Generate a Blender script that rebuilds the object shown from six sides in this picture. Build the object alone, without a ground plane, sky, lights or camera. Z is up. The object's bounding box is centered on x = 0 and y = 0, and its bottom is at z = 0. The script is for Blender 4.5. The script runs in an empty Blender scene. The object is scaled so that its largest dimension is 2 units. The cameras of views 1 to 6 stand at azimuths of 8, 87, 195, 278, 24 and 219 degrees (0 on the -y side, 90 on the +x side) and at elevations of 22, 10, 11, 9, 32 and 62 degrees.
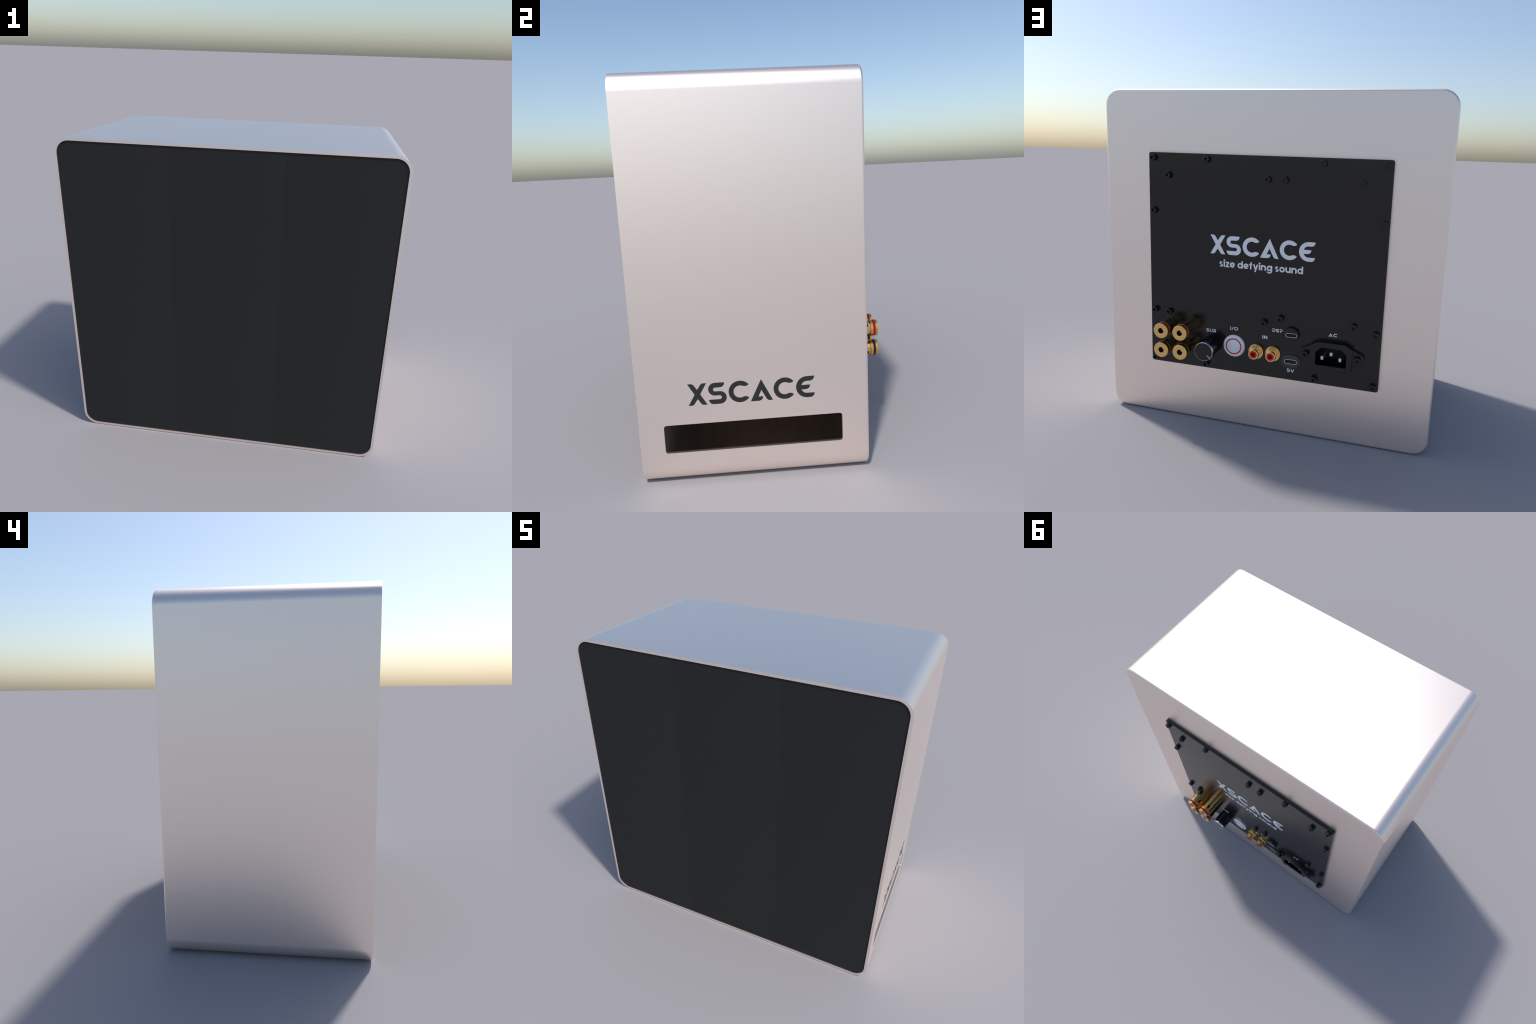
"""Compact powered speaker: hollow rounded aluminium cabinet, fabric grille,
side slot port with lettering, and a black rear plate with sockets and knobs.
Frame: x = width, y = depth (front is -y), z = up.  Metres."""
import bpy, bmesh, math, random
from mathutils import Vector, Matrix

random.seed(7)
TAU = 2 * math.pi

# ------------------------------------------------------------------ sizes
HALF_W, HEIGHT = 1.0, 2.0
FRONT_Y, BACK_Y = -0.654, 0.4935
CORNER_R, BACK_ROUND = 0.0925, 0.0125
WALL = 0.0160
PLATE_Y = 0.516                       # outer face of the rear plate
SLOT = dict(y0=-0.5320, y1=0.3575, z0=0.1708, z1=0.3188, r=0.0140)


# ============================================================== materials
def new_material(name):
    m = bpy.data.materials.new(name)
    m.use_nodes = True
    nt = m.node_tree
    nt.nodes.clear()
    out = nt.nodes.new('ShaderNodeOutputMaterial')
    bsdf = nt.nodes.new('ShaderNodeBsdfPrincipled')
    nt.links.new(bsdf.outputs[0], out.inputs[0])
    return m, nt, bsdf


def plain(name, colour, rough, metallic=0.0, grain=0.0, grain_scale=60.0,
          stretch=(1, 1, 1), specular=0.5, bump=0.0, coat=0.0):
    """Principled surface whose roughness and value carry a fine noise grain."""
    m, nt, b = new_material(name)
    b.inputs['Metallic'].default_value = metallic
    b.inputs['Specular IOR Level'].default_value = specular
    if coat:
        b.inputs['Coat Weight'].default_value = coat
    tc = nt.nodes.new('ShaderNodeTexCoord')
    mp = nt.nodes.new('ShaderNodeMapping')
    mp.inputs['Scale'].default_value = stretch
    nz = nt.nodes.new('ShaderNodeTexNoise')
    nz.inputs['Scale'].default_value = grain_scale
    nz.inputs['Detail'].default_value = 4
    nt.links.new(tc.outputs['Object'], mp.inputs[0])
    nt.links.new(mp.outputs[0], nz.inputs['Vector'])
    ramp = nt.nodes.new('ShaderNodeValToRGB')
    lo = [max(0, c * (1 - grain)) for c in colour]
    hi = [min(1, c * (1 + grain)) for c in colour]
    ramp.color_ramp.elements[0].position = 0.25
    ramp.color_ramp.elements[1].position = 0.75
    ramp.color_ramp.elements[0].color = (*lo, 1)
    ramp.color_ramp.elements[1].color = (*hi, 1)
    nt.links.new(nz.outputs[0], ramp.inputs[0])
    nt.links.new(ramp.outputs[0], b.inputs['Base Color'])
    rr = nt.nodes.new('ShaderNodeMapRange')
    rr.inputs['To Min'].default_value = rough * (1 - grain)
    rr.inputs['To Max'].default_value = rough * (1 + grain)
    nt.links.new(nz.outputs[0], rr.inputs['Value'])
    nt.links.new(rr.outputs[0], b.inputs['Roughness'])
    if bump:
        bp = nt.nodes.new('ShaderNodeBump')
        bp.inputs['Strength'].default_value = bump
        bp.inputs['Distance'].default_value = 0.002
        nt.links.new(nz.outputs[0], bp.inputs['Height'])
        nt.links.new(bp.outputs[0], b.inputs['Normal'])
    return m


def grille_cloth():
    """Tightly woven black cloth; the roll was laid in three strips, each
    drifting slightly in tone from one edge to the other."""
    m, nt, b = new_material('grille_cloth')
    L, N = nt.links.new, nt.nodes.new
    tc = N('ShaderNodeTexCoord')
    sep = N('ShaderNodeSeparateXYZ')
    L(tc.outputs['Object'], sep.inputs[0])
    strip = N('ShaderNodeMath'); strip.operation = 'MULTIPLY_ADD'
    strip.inputs[1].default_value = 1.0 / 0.66
    strip.inputs[2].default_value = 0.5
    L(sep.outputs['X'], strip.inputs[0])
    fr = N('ShaderNodeMath'); fr.operation = 'FRACT'
    L(strip.outputs[0], fr.inputs[0])
    nz = N('ShaderNodeTexNoise')
    nz.inputs['Scale'].default_value = 220
    nz.inputs['Detail'].default_value = 3
    L(tc.outputs['Object'], nz.inputs['Vector'])
    tone = N('ShaderNodeMath'); tone.operation = 'MULTIPLY_ADD'
    tone.inputs[1].default_value = 0.32
    L(fr.outputs[0], tone.inputs[0])
    half = N('ShaderNodeMath'); half.operation = 'MULTIPLY'
    half.inputs[1].default_value = 0.45
    L(nz.outputs[0], half.inputs[0])
    L(half.outputs[0], tone.inputs[2])
    ramp = N('ShaderNodeValToRGB')
    ramp.color_ramp.elements[0].color = (*CLOTH_LO, 1)
    ramp.color_ramp.elements[1].color = (*CLOTH_HI, 1)
    L(tone.outputs[0], ramp.inputs[0])
    L(ramp.outputs[0], b.inputs['Base Color'])
    b.inputs['Roughness'].default_value = 0.9
    b.inputs['Specular IOR Level'].default_value = 0.25
    bp = N('ShaderNodeBump')
    bp.inputs['Strength'].default_value = 0.25
    bp.inputs['Distance'].default_value = 0.0006
    L(nz.outputs[0], bp.inputs['Height'])
    L(bp.outputs[0], b.inputs['Normal'])
    return m


CLOTH_LO, CLOTH_HI = (0.0182, 0.0182, 0.0180), (0.0252, 0.0256, 0.0256)

ALUMINIUM = plain('satin_aluminium', (0.995, 0.880, 0.800), 0.405, 1.0, 0.004, 90,
                  (1, 0.05, 1))
CLOTH = grille_cloth()
PLATE = plain('black_lacquered_plate', (0.0058, 0.0057, 0.0054), 0.20, 0.0, 0.03, 140)
BLACK_STEEL = plain('black_oxide_steel', (0.0040, 0.0040, 0.0040), 0.16, 0.0, 0.05, 200)
BLACK_PLASTIC = plain('black_plastic', (0.0050, 0.0050, 0.0050), 0.20, 0.0, 0.04, 160)
GREY_PLASTIC = plain('dark_grey_plastic', (0.040, 0.042, 0.047), 0.40, 0.0, 0.04, 160)
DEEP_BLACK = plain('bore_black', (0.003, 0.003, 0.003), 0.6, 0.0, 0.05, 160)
GOLD = plain('gold_plating', (0.84, 0.56, 0.22), 0.18, 1.0, 0.03, 120)
KNURLED_GOLD = plain('knurled_gold', (0.86, 0.48, 0.14), 0.30, 1.0, 0.06, 260, (1, 0.15, 1), bump=0.35)  # base pushed more orange than GOLD: light bouncing between knurls, tinted in
SILVER = plain('bright_silver', (0.80, 0.80, 0.82), 0.22, 1.0, 0.02, 120)
TIN = plain('tinned_contact', (0.75, 0.74, 0.74), 0.45, 1.0, 0.02, 120)
WHITE_INK = plain('white_ink', (0.86, 0.87, 0.88), 0.5, 0.0, 0.02, 120)
DARK_INK = plain('charcoal_ink', (0.0125, 0.0130, 0.0135), 0.5, 0.0, 0.04, 120)
BUTTON_METAL = plain('matt_silver_cap', (0.82, 0.83, 0.84), 0.42, 0.0, 0.02, 120)
RED = plain('red_enamel', (0.62, 0.007, 0.010), 0.4, 0.0, 0.03, 120, specular=0.3)
BAND_BLACK = plain('black_band_enamel', (0.010, 0.010, 0.012), 0.35, 0.0, 0.03, 120)


# ================================================================ helpers
def link(obj, parent=None, mat=None):
    bpy.context.scene.collection.objects.link(obj)
    if parent is not None:
        obj.parent = parent
    if mat is not None:
        obj.data.materials.clear()
        obj.data.materials.append(mat)
    return obj


def mesh_from(name, verts, faces, smooth_angle=35):
    me = bpy.data.meshes.new(name)
    me.from_pydata([tuple(v) for v in verts], [], faces)
    bm = bmesh.new()
    bm.from_mesh(me)
    bmesh.ops.remove_doubles(bm, verts=bm.verts, dist=1e-7)
    bmesh.ops.recalc_face_normals(bm, faces=bm.faces)
    bm.to_mesh(me)
    bm.free()
    shade(me, smooth_angle)
    return me


def shade(me, angle):
    if angle is None:
        for p in me.polygons:
            p.use_smooth = False
        return
    for p in me.polygons:
        p.use_smooth = True
    me.set_sharp_from_angle(angle=math.radians(angle))


def rounded_rect(x0, x1, z0, z1, r, n=8):
    """CCW outline in (x, z)."""
    pts = []
    for cx, cz, a0 in ((x1 - r, z1 - r, 0), (x0 + r, z1 - r, 90),
                       (x0 + r, z0 + r, 180), (x1 - r, z0 + r, 270)):
        for i in range(n + 1):
            a = math.radians(a0 + 90 * i / n)
            pts.append((cx + r * math.cos(a), cz + r * math.sin(a)))
    return pts


def stadium(cx, cz, hw, hh, n=10):
    return rounded_rect(cx - hw, cx + hw, cz - hh, cz + hh, hh * 0.999, n)


def inset(poly, d):
    """Move a CCW outline inward by d along the vertex bisectors."""
    if d == 0:
        return list(poly)
    out, n = [], len(poly)
    for i in range(n):
        p = Vector(poly[i])
        e1 = (p - Vector(poly[i - 1])).normalized()
        e2 = (Vector(poly[(i + 1) % n]) - p).normalized()
        n1, n2 = Vector((-e1.y, e1.x)), Vector((-e2.y, e2.x))
        b = n1 + n2
        b = b / max(0.3, b.dot(n1))
        out.append((p.x + b.x * d, p.y + b.y * d))
    return out


def loft(name, rings, cap0=True, cap1=True, smooth_angle=35, closed=False):
    """rings: list of equally long 3D vertex loops; closed joins last to first."""
    if closed:
        rings, cap0, cap1 = list(rings) + [rings[0]], False, False
    n = len(rings[0])
    verts = [v for r in rings for v in r]
    faces = []
    for k in range(len(rings) - 1):
        a, b = k * n, (k + 1) * n
        for i in range(n):
            j = (i + 1) % n
            faces.append((a + i, a + j, b + j, b + i))
    if cap0:
        faces.append(tuple(range(n)))
    if cap1:
        faces.append(tuple(range((len(rings) - 1) * n, len(rings) * n)))
    return mesh_from(name, verts, faces, smooth_angle)


def prism(name, outline, y0, y1, bevel=0.0, smooth_angle=35):
    """Extrude an (x, z) outline along y with a rounded rim at y1."""
    s = 1 if y1 > y0 else -1
    steps = [(y0, 0.0)]
    if bevel:
        for a in (0, 30, 60, 90):
            t = math.radians(a)
            steps.append((y1 - s * bevel * (1 - math.sin(t)), bevel * (1 - math.cos(t))))
    else:
        steps.append((y1, 0.0))
    rings = [[(x, y, z) for x, z in inset(outline, d)] for y, d in steps]
    return loft(name, rings, smooth_angle=smooth_angle)


def hexagon_radius(r, a):
    """Distance to the side of a hexagon with inner radius r at angle a."""
    k = (a % (TAU / 6)) - TAU / 12
    return r / math.cos(k)


def revolve(name, profile, segs=48, smooth_angle=35, closed=False):
    """Turn (radius, y[, 'hex']) pairs about the y axis; closed makes a ring."""
    rings = []
    for row in profile:
        r, y = row[0], row[1]
        hexed = len(row) > 2
        ring = []
        for i in range(segs):
            a = TAU * i / segs
            rr = hexagon_radius(r, a) if hexed else max(r, 1e-6)
            ring.append((rr * math.cos(a), y, rr * math.sin(a)))
        rings.append(ring)
    return loft(name, rings, smooth_angle=smooth_angle, closed=closed)


def run_modifier(obj, kind, **settings):
    mod = obj.modifiers.new(kind.lower(), kind)
    for k, v in settings.items():
        setattr(mod, k, v)
    dg = bpy.context.evaluated_depsgraph_get()
    me = bpy.data.meshes.new_from_object(obj.evaluated_get(dg))
    old = obj.data
    obj.modifiers.clear()
    obj.data = me
    me.name = old.name


def carve(obj, cutter_mesh, smooth_angle=35):
    """Subtract a closed mesh from obj."""
    cutter = bpy.data.objects.new('cutter', cutter_mesh)
    link(cutter)
    bpy.context.view_layer.update()
    run_modifier(obj, 'BOOLEAN', operation='DIFFERENCE', solver='EXACT', object=cutter)
    bpy.data.objects.remove(cutter)
    shade(obj.data, smooth_angle)


def part(name, me, parent, mat, location=(0, 0, 0), rotation=None):
    o = bpy.data.objects.new(name, me)
    link(o, parent, mat)
    o.location = location
    if rotation:
        o.rotation_euler = rotation
    return o


def again(src, name, parent, location, rotation=None):
    """Another object on the same mesh data."""
    o = src.copy()
    o.name = name
    bpy.context.scene.collection.objects.link(o)
    o.parent = parent
    o.location = location
    if rotation:
        o.rotation_euler = rotation
    return o


def group(name, parent, location):
    e = bpy.data.objects.new(name, None)
    bpy.context.scene.collection.objects.link(e)
    e.parent = parent
    e.location = location
    e.empty_display_size = 0.03
    return e


# =============================================================== lettering
class Pen:
    """Collects an outline from lines, quadratic curves and arcs."""
    def __init__(self, x, y):
        self.p = [(x, y)]

    def line(self, *pts):
        self.p += pts
        return self

    def quad(self, cx, cy, x, y, n=8):
        x0, y0 = self.p[-1]
        for i in range(1, n + 1):
            t = i / n
            self.p.append(((1 - t) ** 2 * x0 + 2 * t * (1 - t) * cx + t * t * x,
                           (1 - t) ** 2 * y0 + 2 * t * (1 - t) * cy + t * t * y))
        return self

    def arc(self, cx, cy, r, a0, a1, n=16, ry=None):
        for i in range(n + 1):
            a = math.radians(a0 + (a1 - a0) * i / n)
            self.p.append((cx + r * math.cos(a), cy + (ry or r) * math.sin(a)))
        return self


def glyph_x():
    """Crossed leaf-ended strokes, mirrored from one arm."""
    arm = Pen(0.0, 0.215).line((0.105, 0.37)).quad(0.170, 0.5, 0.27, 0.5).line((0.412, 0.5), (0.122, 0.0)).p
    up = arm[:-1]
    right = up + [(0.122, 0.0)] + [(x, -y) for x, y in reversed(up)]
    left = [(-x, y) for x, y in reversed(right)][1:-1]
    return [(x + 0.413, y + 0.5) for x, y in right + left]


def glyph_s():
    g = Pen(1.607, 0.985).quad(1.595, 0.765, 1.37, 0.765)
    g.arc(1.195, 0.675, 0.090, 90, 270, 10)
    g.arc(1.395, 0.2925, 0.291, 90, -90, 20, 0.2925)
    g.line((1.13, 0.0)).quad(0.925, 0.0, 0.901, 0.212)
    g.arc(1.380, 0.3045, 0.0925, -90, 90, 10)
    g.arc(1.187, 0.691, 0.291, 270, 90, 20, 0.294)
    return g.p


def glyph_c(cx):
    g = Pen(cx + 0.380, 0.797)
    g.arc(cx, 0.5, 0.5, 40, 320, 40)
    g.line((cx + 0.380, 0.203)).quad(cx + 0.270, 0.300, cx + 0.115, 0.243)
    g.arc(cx, 0.5, 0.285, -68, -292, 30)
    g.quad(cx + 0.270, 0.700, cx + 0.380, 0.797)
    return g.p[:-1]


def glyph_a():
    g = Pen(3.226, 1.0).line((3.713, 0.0), (3.58, 0.0)).quad(3.475, 0.005, 3.415, 0.125)
    g.line((3.220, 0.505), (3.079, 0.2), (3.288, 0.2)).quad(3.270, 0.0, 3.07, 0.0)
    g.line((2.733, 0.0))
    return g.p


def glyph_e():
    g = Pen(5.584, 0.99).quad(5.560, 0.772, 5.36, 0.772).line((5.24, 0.772))
    g.quad(5.065, 0.765, 5.0, 0.588).line((5.388, 0.588)).quad(5.368, 0.388, 5.18, 0.386)
    g.line((5.0, 0.386)).quad(5.075, 0.207, 5.25, 0.206).line((5.583, 0.206))
    g.quad(5.560, 0.0, 5.36, 0.0).line((5.26, 0.0))
    g.arc(5.26, 0.495, 0.498, 268, 92, 36, 0.495)
    return g.p


def wordmark():
    return [glyph_x(), glyph_s(), glyph_c(2.280), glyph_a(), glyph_c(4.262), glyph_e()]


def bar(x0, y0, x1, y1, w):
    """Straight stroke outline."""
    d = Vector((x1 - x0, y1 - y0)).normalized() * (w / 2)
    n = Vector((-d.y, d.x))
    return [(x0 - n.x, y0 - n.y), (x1 - n.x, y1 - n.y), (x1 + n.x, y1 + n.y), (x0 + n.x, y0 + n.y)]


def bend(cx, cy, rx, ry, a0, a1, w, n=18):
    """Curved stroke outline: an elliptic ring sector of width w."""
    k = [math.radians(a0 + (a1 - a0) * i / n) for i in range(n + 1)]
    o = [(cx + (rx + w / 2) * math.cos(a), cy + (ry + w / 2) * math.sin(a)) for a in k]
    i = [(cx + (rx - w / 2) * math.cos(a), cy + (ry - w / 2) * math.sin(a)) for a in reversed(k)]
    return o + i


def plate_letters(ch):
    """Small capitals of the rear plate, unit cap height.  -> strokes, advance"""
    w = 0.18
    h = w / 2
    if ch == 'I':
        return [bar(h, 0, h, 1, w)], 0.20
    if ch == '/':
        return [bar(0.05, 0, 0.50, 1, w * 0.9)], 0.55
    if ch == 'O':
        return [bend(0.5, 0.5, 0.5 - h, 0.5 - h, 0, 180, w), bend(0.5, 0.5, 0.5 - h, 0.5 - h, 180, 360, w)], 1.0
    if ch == 'N':
        return [bar(h, 0, h, 1, w), bar(0.66, 0, 0.66, 1, w), bar(h, 0.95, 0.66, 0.05, w)], 0.76
    if ch == 'U':
        return [bar(h, 0.34, h, 1, w), bar(0.66, 0.34, 0.66, 1, w), bend(0.38, 0.36, 0.28, 0.26, 180, 360, w)], 0.76
    if ch == 'B':
        return [bar(0.0, 0.9, 0.42, 0.9, w), bar(0.18, 0.5, 0.45, 0.5, w), bar(0.0, h, 0.45, h, w), bar(h, 0, h, 0.45, w),
                bend(0.42, 0.70, 0.20, 0.20, -90, 90, w), bend(0.45, 0.30, 0.21, 0.20, -90, 90, w)], 0.76
    if ch == 'D':
        return [bar(h, 0, h, 0.62, w), bar(0, 0.9, 0.36, 0.9, w), bar(0.16, h, 0.36, h, w),
                bend(0.36, 0.5, 0.34, 0.40, -90, 90, w)], 0.80
    if ch == 'P':
        return [bar(h + 0.12, 0, h + 0.12, 0.46, w), bar(0, 0.9, 0.42, 0.9, w), bar(0.12, 0.42, 0.42, 0.42, w),
                bend(0.42, 0.66, 0.22, 0.24, -90, 90, w)], 0.76
    if ch == '5':
        return [bar(h, 0.50, h, 1, w), bar(h, 0.9, 0.60, 0.9, w), bar(h, 0.56, 0.38, 0.56, w), bar(0, h, 0.38, h, w),
                bend(0.38, 0.33, 0.23, 0.23, -90, 90, w)], 0.72
    if ch == 'V':
        return [bar(0.09, 1, 0.42, 0, w), bar(0.75, 1, 0.42, 0, w)], 0.84
    if ch == 'S':
        return [[(x - 0.9, y) for x, y in glyph_s()]], 0.79
    if ch == 'A':
        return [[(x - 2.733, y) for x, y in glyph_a()]], 0.98
    if ch == 'C':
        return [glyph_c(0.5)], 0.88
    return [], 0.4


def slogan_letters(ch):
    """Bold geometric lower case, x height 1.  -> strokes, advance"""
    w = 0.27
    h = w / 2
    r = 0.5 - h
    ring = lambda cx: [bend(cx, 0.5, r, r, 0, 180, w, 14), bend(cx, 0.5, r, r, 180, 360, w, 14)]
    dot = [[(h + 0.17 * math.cos(TAU * k / 14), 1.26 + 0.17 * math.sin(TAU * k / 14)) for k in range(14)]]
    if ch == 's':
        return [bend(0.38, 0.72, 0.22, 0.155, 30, 275, 0.23, 14), bend(0.38, 0.28, 0.22, 0.155, -150, 95, 0.23, 14)], 0.74
    if ch == 'i':
        return [bar(h, 0, h, 1, w)] + dot, 0.28
    if ch == 'z':
        return [bar(0.02, 0.88, 0.70, 0.88, 0.24), bar(0.02, 0.12, 0.72, 0.12, 0.24), bar(0.16, 0.14, 0.56, 0.86, 0.26)], 0.72
    if ch == 'e':
        return [bend(0.5, 0.5, r, r, -40 + 0, -360 + 12, w, 26), bar(0.2, 0.48, 0.92, 0.48, 0.20)], 1.0
    if ch == 'd':
        return ring(0.5) + [bar(1.0 - h + 0.03, 0, 1.0 - h + 0.03, 1.36, w)], 1.03
    if ch == 'f':
        return [bar(0.28, 0, 0.28, 1.0, w), bend(0.50, 1.0, 0.22, 0.24, 90, 180, 0.25, 10), bar(0.0, 0.88, 0.55, 0.88, 0.22)], 0.58
    if ch == 'y':
        return [bar(0.15, 1, 0.50, 0.06, w), bar(0.87, 1, 0.40, -0.40, w)], 1.0
    if ch == 'n':
        return [bar(h, 0, h, 1, w), bend(0.49, 0.56, 0.35, 0.30, 0, 180, w, 14), bar(0.84, 0, 0.84, 0.57, w)], 0.98
    if ch == 'g':
        return ring(0.5) + [bar(1.0 - h + 0.03, -0.05, 1.0 - h + 0.03, 1, w), bend(0.51, -0.06, 0.38, 0.27, 190, 360, 0.24, 14)], 1.03
    if ch == 'o':
        return ring(0.5), 1.0
    if ch == 'u':
        return [bar(h, 0.43, h, 1, w), bend(0.49, 0.44, 0.35, 0.30, 180, 360, w, 14), bar(0.84, 0, 0.84, 1, w)], 0.98
    return [], 0.42


def typeset(name, shapes, origin, right, size, normal, lift, parent, mat):
    """Raise flat outlines a hair above a wall.  Every stroke stands on a level
    of its own so that overlapping strokes never share a plane."""
    up = Vector((0, 0, 1))
    origin, right, normal = Vector(origin), Vector(right), Vector(normal)
    bm = bmesh.new()
    for k, shape in enumerate(shapes):
        pts = []
        for p in shape:
            if not pts or (Vector(p) - Vector(pts[-1])).length > 1e-5:
                pts.append(p)
        if (Vector(pts[0]) - Vector(pts[-1])).length < 1e-5:
            pts.pop()
        top = lift + 0.00008 * (k % 9)
        loops = []
        for depth in (-0.001, top):
            loops.append([bm.verts.new(origin + right * (x * size) + up * (y * size) + normal * depth) for x, y in pts])
        n = len(pts)
        bm.faces.new(loops[1])
        for i in range(n):
            j = (i + 1) % n
            bm.faces.new((loops[0][i], loops[0][j], loops[1][j], loops[1][i]))
    bm.normal_update()
    bmesh.ops.triangulate(bm, faces=[f for f in bm.faces if len(f.verts) > 4])
    bmesh.ops.recalc_face_normals(bm, faces=bm.faces)
    me = bpy.data.meshes.new(name)
    bm.to_mesh(me)
    bm.free()
    return part(name, me, parent, mat)


def set_line(text, letters, gap, space):
    """Lay characters on a line -> shapes, total width (unit size)."""
    x, shapes = 0.0, []
    for ch in text:
        if ch == ' ':
            x += space
            continue
        strokes, adv = letters(ch)
        shapes += [[(px + x, py) for px, py in s] for s in strokes]
        x += adv + gap
    return shapes, x - gap


# ================================================================== cabinet
def body_outline(d, n=20):
    """Rounded square of the cabinet, moved inward by d."""
    return rounded_rect(-HALF_W + d, HALF_W - d, d, HEIGHT - d, CORNER_R - d, n)


def build_cabinet(root):
    rings = []
    lip = 0.0014
    for a in (90, 45, 0):                                   # crisp front edge
        t = math.radians(a)
        rings.append((FRONT_Y + lip * (1 - math.sin(t)) , lip * (1 - math.cos(t))))
    for k in range(9):                                      # rounded back edge
        t = math.radians(90 * k / 8)
        rings.append((BACK_Y - BACK_ROUND * (1 - math.sin(t)), BACK_ROUND * (1 - math.cos(t))))
    loops = [[(x, y, z) for x, z in body_outline(d)] for y, d in rings]
    cab = part('cabinet', loft('cabinet', loops), root, ALUMINIUM)
    # opening for the grille
    carve(cab, loft('recess', [[(x, y, z) for x, z in body_outline(WALL)] for y in (FRONT_Y - 0.1, -0.585)]))
    # hollow inside, reached only through the port
    hollow = rounded_rect(-HALF_W + 0.015, HALF_W - 0.015, 0.0162, HEIGHT - 0.0162, 0.05, 8)
    carve(cab, loft('hollow', [[(x, y, z) for x, z in hollow] for y in (-0.5350, 0.4775)]))
    # slot port through the +x wall
    slot = rounded_rect(SLOT['y0'], SLOT['y1'], SLOT['z0'], SLOT['z1'], SLOT['r'], 8)
    carve(cab, loft('slot', [[(x, y, z) for y, z in slot] for x in (0.955, 1.05)]))
    return cab


def build_grille(root):
    edge = WALL + 0.0004
    rings = [(-0.590, edge)]
    for a in (0, 30, 60, 90):
        t = math.radians(a)
        rings.append((-0.6502 + 0.003 * (1 - math.sin(t)), edge + 0.003 * (1 - math.cos(t))))
    loops = [[(x, y, z) for x, z in body_outline(d)] for y, d in rings]
    return part('grille', loft('grille', loops), root, CLOTH)


# =============================================================== rear plate
SCREW_SPOTS = [(s * x, z) for s in (1, -1) for x, z in
               ((0.673, 1.6145), (0.336, 1.6148), (0.673, 1.308), (0.673, 0.694), (0.673, 0.386), (0.3365, 0.386))]
SCREW_SPOTS += [(0.578, 1.517), (-0.027, 1.517), (-0.1257, 1.517), (-0.549, 1.517),
                (0.578, 0.690), (-0.0274, 0.690), (-0.1256, 0.7258), (-0.549, 0.7255)]
INLET = Vector((-0.4335, 0.5435))
EAR = 0.1497


def build_plate(root):
    o = rounded_rect(-0.7042, 0.7042, 0.3560, 1.6445, 0.013, 6)
    me = prism('connector_panel', o, BACK_Y - 0.004, PLATE_Y, 0.0015)
    return part('connector_panel', me, root, PLATE)


def screw_mesh():
    h = 0.0230
    prof = [(0.0, h - 0.013), (0.0088, h - 0.013, 'hex'), (0.0088, h - 0.0006, 'hex'), (0.0098, h, 'hex'),
            (0.0165, h), (0.0184, h - 0.0008), (0.0193, h - 0.0024), (0.0193, -0.002)]
    return revolve('screw', prof, 36, 40)


def build_screws(plate):
    me = screw_mesh()
    first = None
    spots = [(x, PLATE_Y, z) for x, z in SCREW_SPOTS]
    spots += [(INLET.x + s * EAR, 0.5360, INLET.y) for s in (1, -1)]
    for x, y, z in spots:
        spin = (0, random.uniform(0, TAU), 0)
        if first is None:
            first = part('screw', me, plate, BLACK_STEEL, (x, y, z), spin)
        else:
            again(first, 'screw', plate, (x, y, z), spin)


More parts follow.
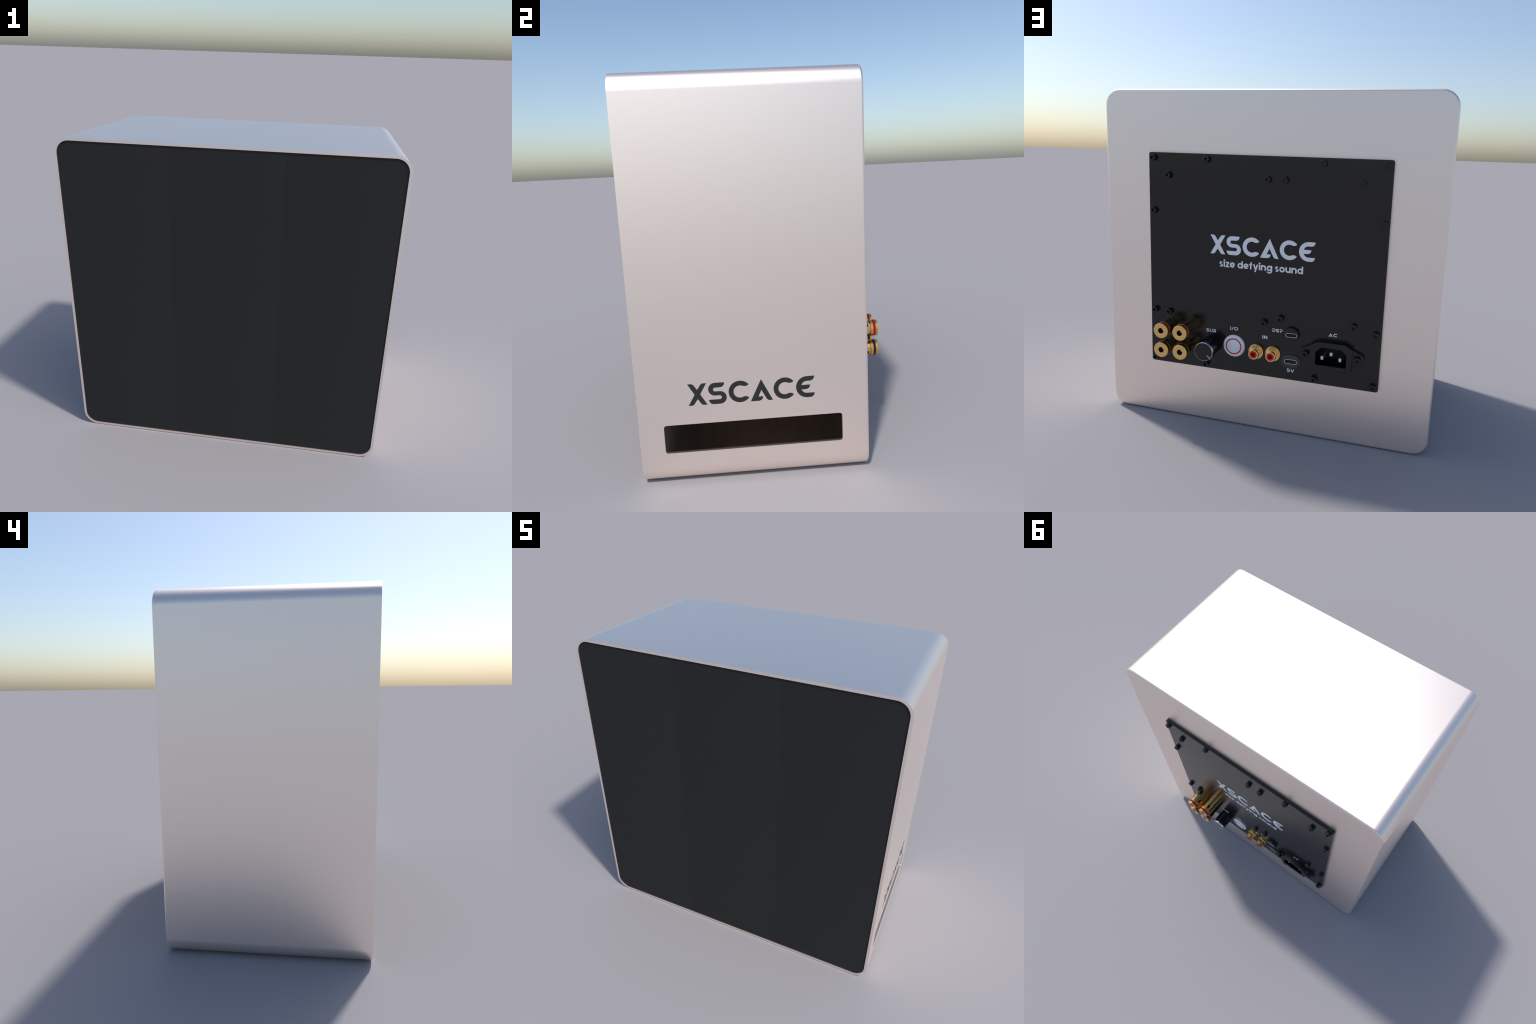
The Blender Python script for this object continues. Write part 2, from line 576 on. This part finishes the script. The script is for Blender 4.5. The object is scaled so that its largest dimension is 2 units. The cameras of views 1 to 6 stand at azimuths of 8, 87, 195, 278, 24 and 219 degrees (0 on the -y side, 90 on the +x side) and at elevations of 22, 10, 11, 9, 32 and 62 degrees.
def build_posts(root):
    """Four gold binding posts: faceted barrel, banded collar, hollow socket."""
    y0, y1 = PLATE_Y, 0.654
    L = y1 - y0
    barrel = revolve('binding_post', [(0.0, -0.001), (0.0400, -0.001), (0.0400, L - 0.0428), (0.0, L - 0.0428)], 12, 20)
    ref = bpy.data.objects.new('binding_post', barrel)
    link(ref, None, GOLD)
    for k in range(3):                                       # cable holes through the barrel
        a = TAU * (k / 3) + TAU / 24
        out = Vector((math.cos(a), 0, math.sin(a)))
        side = Vector((-math.sin(a), 0, math.cos(a)))
        shape = rounded_rect(-0.0085, 0.0085, L - 0.084, L - 0.052, 0.0084, 6)
        loops = [[out * d + side * u + Vector((0, v, 0)) for u, v in shape] for d in (0.012, 0.06)]
        carve(ref, loft('hole', loops), 20)
    ref.data.materials.clear()
    ref.data.materials.append(GOLD)
    r = 0.0462
    rear = revolve('collar_ring', [(0.030, L - 0.043), (r - 0.0012, L - 0.043), (r, L - 0.0418), (r, L - 0.0282), (r - 0.0008, L - 0.0274), (0.030, L - 0.0274)], 64, 40, True)
    band = revolve('marker_band', [(0.030, L - 0.0276), (r - 0.0006, L - 0.0276), (r - 0.0006, L - 0.0142), (0.030, L - 0.0142)], 64, 40, True)
    cap = revolve('collar_cap', [(0.0172, L - 0.045), (0.0172, L - 0.0012), (0.0180, L - 0.0008), (r - 0.0010, L - 0.0008), (r, L - 0.0018), (r, L - 0.0136), (r - 0.0008, L - 0.0144), (0.030, L - 0.0144), (0.030, L - 0.045)], 64, 40, True)
    tube = revolve('socket_bore', [(0.0171, L - 0.0016), (0.0166, L - 0.0016), (0.0166, L - 0.0440), (0.0, L - 0.0440), (0.0, L - 0.0446), (0.0171, L - 0.0446)], 32, 40, True)
    pin = revolve('contact_pin', [(0.0, L - 0.0230), (0.0072, L - 0.0232), (0.0082, L - 0.0245), (0.0082, L - 0.0442), (0.0, L - 0.0442)], 32, 40)
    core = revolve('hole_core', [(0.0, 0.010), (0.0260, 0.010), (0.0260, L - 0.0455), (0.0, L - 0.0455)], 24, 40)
    face = revolve('collar_face', [(0.0182, L - 0.002), (0.0182, L - 0.0003), (0.0187, L), (r - 0.0020, L), (r - 0.0013, L - 0.0007), (r - 0.0018, L - 0.002)], 64, 40, True)
    first = {}
    for x, z, colour, turn in ((0.5700, 0.6085, RED, -0.40), (0.4490, 0.6085, RED, 0.35),
                               (0.5695, 0.4895, BAND_BLACK, 0.70), (0.4485, 0.4895, BAND_BLACK, 1.35)):
        if not first:
            post = ref
            post.parent = root
            post.location = (x, y0, z)
            first['post'] = post
        else:
            post = again(first['post'], 'binding_post', root, (x, y0, z))
        post.rotation_euler = (0, turn, 0)
        for key, me, mat in (('collar_ring', rear, KNURLED_GOLD), ('collar_cap', cap, KNURLED_GOLD),
                             ('socket_bore', tube, DEEP_BLACK), ('contact_pin', pin, GOLD),
                             ('hole_core', core, DEEP_BLACK), ('collar_face', face, GOLD)):
            if key in first:
                again(first[key], key, post, (0, 0, 0))
            else:
                first[key] = part(key, me, post, mat)
        bm = band if colour is RED else band.copy()
        ck = 'band' + colour.name
        if ck in first:
            again(first[ck], 'marker_band', post, (0, 0, 0))
        else:
            first[ck] = part('marker_band', bm, post, colour)


def build_knob(root):
    cx, cz = 0.305, 0.506
    L = 0.635 - PLATE_Y
    body = revolve('volume_knob', [(0.0, -0.001), (0.0530, -0.001), (0.0530, 0.010), (0.0560, 0.013), (0.0560, L - 0.0200),
                                   (0.0545, L - 0.0185), (0.0545, L - 0.007), (0.0, L - 0.007)], 64, 30)
    knob = part('volume_knob', body, root, BLACK_PLASTIC, (cx, PLATE_Y, cz))
    for k in range(9):                                       # finger flutes with rounded ends
        a = TAU * k / 9 + 0.35
        ax = Vector((math.cos(a), 0, math.sin(a))) * 0.0640
        side = Vector((-math.sin(a), 0, math.cos(a)))
        out = Vector((math.cos(a), 0, math.sin(a)))
        rings = []
        for y, s in ((0.014, 0.3), (0.0145, 1.0), (L - 0.040, 1.0), (L - 0.033, 0.86), (L - 0.029, 0.6), (L - 0.0275, 0.15)):
            rings.append([ax + side * (0.0125 * s * math.cos(t)) + out * (0.0125 * s * math.sin(t)) + Vector((0, y, 0))
                          for t in [TAU * i / 20 for i in range(20)]])
        save = knob.location.copy()
        knob.location = (0, 0, 0)
        carve(knob, loft('flute', rings), 30)
        knob.location = save
    knob.data.materials.clear()
    knob.data.materials.append(BLACK_PLASTIC)
    ring = revolve('chamfer_ring', [(0.046, L - 0.0150), (0.0574, L - 0.0150), (0.0576, L - 0.0140), (0.0572, L - 0.0030), (0.0553, L - 0.0002), (0.0543, L), (0.0540, L - 0.0008), (0.046, L - 0.0008)], 64, 50, True)
    part('chamfer_ring', ring, knob, SILVER)
    part('knob_face', revolve('knob_face', [(0.0, L - 0.008), (0.0541, L - 0.008), (0.0541, L - 0.0006), (0.0, L - 0.0006)], 64, 30), knob, BLACK_PLASTIC)
    a = math.radians(180 + 41)
    p, q = (0.030 * math.cos(a), 0.030 * math.sin(a)), (0.0545 * math.cos(a), 0.0545 * math.sin(a))
    part('pointer_line', prism('pointer_line', bar(p[0], p[1], q[0], q[1], 0.0040)[::-1], L - 0.004, L + 0.0004), knob, SILVER)


def build_button(root):
    h = 0.0135
    prof = [(0.0, -0.001), (0.0680, -0.001), (0.0680, 0.0035), (0.0665, 0.0065), (0.0600, h - 0.0015), (0.0560, h), (0.0508, h), (0.0502, h - 0.0006),
            (0.0502, h - 0.002), (0.0430, h - 0.002), (0.0430, h - 0.0010), (0.0424, h - 0.0005), (0.0, h + 0.0005)]
    b = part('power_button', revolve('power_button', prof, 72, 40), root, BUTTON_METAL, (0.1565, PLATE_Y, 0.5215))
    part('indicator_ring', revolve('indicator_ring', [(0.0431, h - 0.003), (0.0501, h - 0.003), (0.0501, h - 0.0002), (0.0431, h - 0.0002)], 72, 40, True), b, RED)


def build_phono_sockets(root):
    """Two gold line-level sockets: washer, hexagonal nut, barrel, red liner."""
    L = 0.5725 - PLATE_Y
    prof = [(0.0, -0.001), (0.0455, -0.001), (0.0455, 0.0060), (0.0445, 0.0070), (0.0330, 0.0070), (0.0325, 0.0072, 'hex'), (0.0325, 0.0290, 'hex'),
            (0.0330, 0.0300), (0.0330, 0.0325), (0.0285, 0.0350), (0.0278, L - 0.0085), (0.0302, L - 0.0060), (0.0302, L - 0.0012), (0.0292, L), (0.0226, L), (0.0226, L - 0.003), (0.0, L - 0.003)]
    me = revolve('phono_socket', prof, 48, 28)
    liner = revolve('red_liner', [(0.0, L - 0.0200), (0.0118, L - 0.0200), (0.0118, L - 0.0008), (0.0126, L - 0.0002), (0.0222, L - 0.0002), (0.0222, L - 0.022), (0.0, L - 0.022)], 40, 28)
    # hollow the barrel behind the liner
    ref = bpy.data.objects.new('phono_socket', me)
    link(ref, None, GOLD)
    carve(ref, revolve('bore', [(0.0, L - 0.023), (0.0223, L - 0.023), (0.0223, L + 0.01), (0.0, L + 0.01)], 40), 28)
    ref.data.materials.clear()
    ref.data.materials.append(GOLD)
    ref.parent = root
    ref.location = (0.0188, PLATE_Y, 0.5045)
    lin = part('red_liner', liner, ref, RED)
    two = again(ref, 'phono_socket', root, (-0.0845, PLATE_Y, 0.5045))
    again(lin, 'red_liner', two, (0, 0, 0))


def build_data_sockets(root):
    """Round boss and oval plate, each with a metal-lined oval connector."""
    for shape, cx, cz, h, hw, hh, mat in (('round', -0.1965, 0.6375, 0.0200, 0.0338, 0.0125, BLACK_PLASTIC),
                                          ('oval', -0.1950, 0.4715, 0.0080, 0.0375, 0.0140, GREY_PLASTIC)):
        if shape == 'round':
            outline = [(0.0440 * math.cos(TAU * i / 56), 0.0440 * math.sin(TAU * i / 56)) for i in range(56)]
            me = prism('data_socket', outline, -0.001, h, 0.0018)
        else:
            outline = rounded_rect(-0.0610, 0.0610, -0.0405, 0.0405, 0.0400, 14)
            me = prism('data_socket', outline, -0.001, h, 0.0060)
        s = part('data_socket', me, root, mat)
        depth = 0.0065 if shape == 'oval' else 0.016
        carve(s, loft('well', [[(x, y, z) for x, z in rounded_rect(-hw, hw, -hh, hh, hh * 0.98, 10)] for y in (h - depth, h + 0.01)]))
        s.data.materials.clear()
        s.data.materials.append(mat)
        s.location = (cx, PLATE_Y, cz)
        o = rounded_rect(-hw + 0.0002, hw - 0.0002, -hh + 0.0002, hh - 0.0002, hh * 0.96, 10)
        t = 0.0022
        rings = [[(x, h - depth + 0.0003, z) for x, z in o], [(x, h + 0.0006, z) for x, z in o],
                 [(x, h + 0.0006, z) for x, z in inset(o, t)], [(x, h - depth + 0.0003, z) for x, z in inset(o, t)]]
        part('connector_shell', loft('connector_shell', rings, False, False), s, TIN)
        tongue = rounded_rect(-hw + 0.012, hw - 0.012, -0.0034, 0.0034, 0.002, 3)
        part('connector_tongue', prism('connector_tongue', tongue, h - depth, h - 0.003, 0.0006), s, BLACK_PLASTIC)
        floor = rounded_rect(-hw + 0.0035, hw - 0.0035, -hh + 0.0035, hh - 0.0035, (hh - 0.0035) * 0.95, 8)
        part('connector_well', prism('connector_well', floor, h - depth - 0.0005, h - depth + 0.0006), s, DEEP_BLACK)


def build_inlet(root, plate, cabinet):
    """Mains inlet: eared flange, raised shroud with a six-sided well, three blades."""
    top, half, sh = 0.0826, 0.0772, 0.1188
    right = [(sh - 0.006, 0.0560)]
    for i in range(9):                                       # rounded ear around the screw
        a = math.radians(52 - 104 * i / 8)
        right.append((EAR + 0.036 * math.cos(a), 0.036 * math.sin(a)))
    right += [(sh - 0.006, -0.0560)]
    loop = right + [(-x, y) for x, y in reversed(right)]
    loop = loop[::-1]                                        # counter-clockwise
    flange = part('power_inlet', prism('power_inlet', loop, -0.001, 0.0200, 0.0015), root, BLACK_PLASTIC)
    shroud = [(half, top), (sh, 0.0590), (sh, -top + 0.012), (sh - 0.010, -top), (-sh + 0.010, -top), (-sh, -top + 0.012), (-sh, 0.0590), (-half, top)][::-1]
    raised = part('inlet_shroud', prism('inlet_shroud', shroud, 0.0005, 0.0400, 0.0018), root, BLACK_PLASTIC)
    well = [(0.0560, 0.0530), (0.0880, 0.0220), (0.0880, -0.0490), (0.0840, -0.0535), (-0.0840, -0.0535), (-0.0880, -0.0490), (-0.0880, 0.0220), (-0.0560, 0.0530)][::-1]
    for o in (flange, raised):
        carve(o, loft('well', [[(x, y, z) for x, z in well] for y in (-0.01, 0.06)]))
        o.data.materials.clear()
        o.data.materials.append(BLACK_PLASTIC)
    world = [(x + INLET.x, z + INLET.y) for x, z in well]
    for o, mat, grow in ((plate, PLATE, -0.0015), (cabinet, ALUMINIUM, -0.004)):
        carve(o, loft('passage', [[(x, y, z) for x, z in inset(world, grow)] for y in (0.40, 0.56)]))
        o.data.materials.clear()
        o.data.materials.append(mat)
    flange.location = (INLET.x, PLATE_Y, INLET.y)
    raised.parent = flange
    deep = -0.085
    liner = [[(x, y, z) for x, z in inset(well, d)] for y, d in
             ((0.002, 0.0), (deep, 0.0), (deep, -0.0012), (0.002, -0.0012))]
    part('well_liner', loft('well_liner', liner, closed=True), flange, BLACK_PLASTIC)
    part('well_floor', prism('well_floor', well, deep - 0.002, deep), flange, DEEP_BLACK)
    for dx, dz in ((0.0520, -0.0185), (0.0010, 0.0095), (-0.0510, -0.0185)):
        b = [(dx - 0.0083, dz - 0.0075), (dx + 0.0083, dz - 0.0075), (dx + 0.0083, dz + 0.0150), (dx - 0.0083, dz + 0.0150)]
        part('blade_contact', prism('blade_contact', b, -0.0855, 0.0255, 0.0030), flange, TIN)


def build_lettering(root, plate, cabinet):
    em = 0.1117
    typeset('wordmark_lettering', wordmark(), (1.0, -0.402, 0.4152), (0, 1, 0), em, (1, 0, 0), 0.0006, cabinet, DARK_INK)
    typeset('wordmark_lettering', wordmark(), (0.3137, PLATE_Y, 1.0738), (-1, 0, 0), em, (0, 1, 0), 0.0006, plate, WHITE_INK)
    shapes, width = set_line('size defying sound', slogan_letters, 0.115, 0.36)
    k = 0.0318
    stretch = 0.5036 / (width * k)
    shapes = [[(x * stretch, y) for x, y in s] for s in shapes]
    typeset('slogan_lettering', shapes, (0.2577, PLATE_Y, 0.9990), (-1, 0, 0), k, (0, 1, 0), 0.0006, plate, WHITE_INK)
    cap = 0.0205
    for text, x_left, x_right, zc in (('I/O', 0.1829, 0.1341, 0.6285), ('SUB', 0.3374, 0.2744, 0.5990), ('IN', -0.0185, -0.0485, 0.5995),
                                      ('DSP', -0.0782, -0.1398, 0.6497), ('5V', -0.1741, -0.2176, 0.4145), ('AC', -0.4091, -0.4578, 0.6635)):
        shapes, width = set_line(text, plate_letters, 0.14, 0.4)
        fit = (x_left - x_right) / (width * cap)
        shapes = [[(x * fit, y) for x, y in s] for s in shapes]
        typeset('label_lettering', shapes, (x_left, PLATE_Y, zc - cap / 2), (-1, 0, 0), cap, (0, 1, 0), 0.0006, plate, WHITE_INK)


# ================================================================== assemble
def main():
    root = bpy.data.objects.new('powered_speaker', None)
    bpy.context.scene.collection.objects.link(root)
    root['label'] = 'square silver speaker box with black front grille and rear connector panel'
    root['category'] = 'speaker'
    cabinet = build_cabinet(root)
    grille = build_grille(root)
    plate = build_plate(root)
    build_screws(plate)
    build_posts(root)
    build_knob(root)
    build_button(root)
    build_phono_sockets(root)
    build_data_sockets(root)
    build_inlet(root, plate, cabinet)
    build_lettering(root, plate, cabinet)
    for o in (cabinet, plate, grille):                            # flat walls stay flat beside the rounds
        shade(o.data, 30)
        run_modifier(o, 'WEIGHTED_NORMAL', keep_sharp=True, weight=100, mode='FACE_AREA')
    bpy.context.view_layer.update()


main()
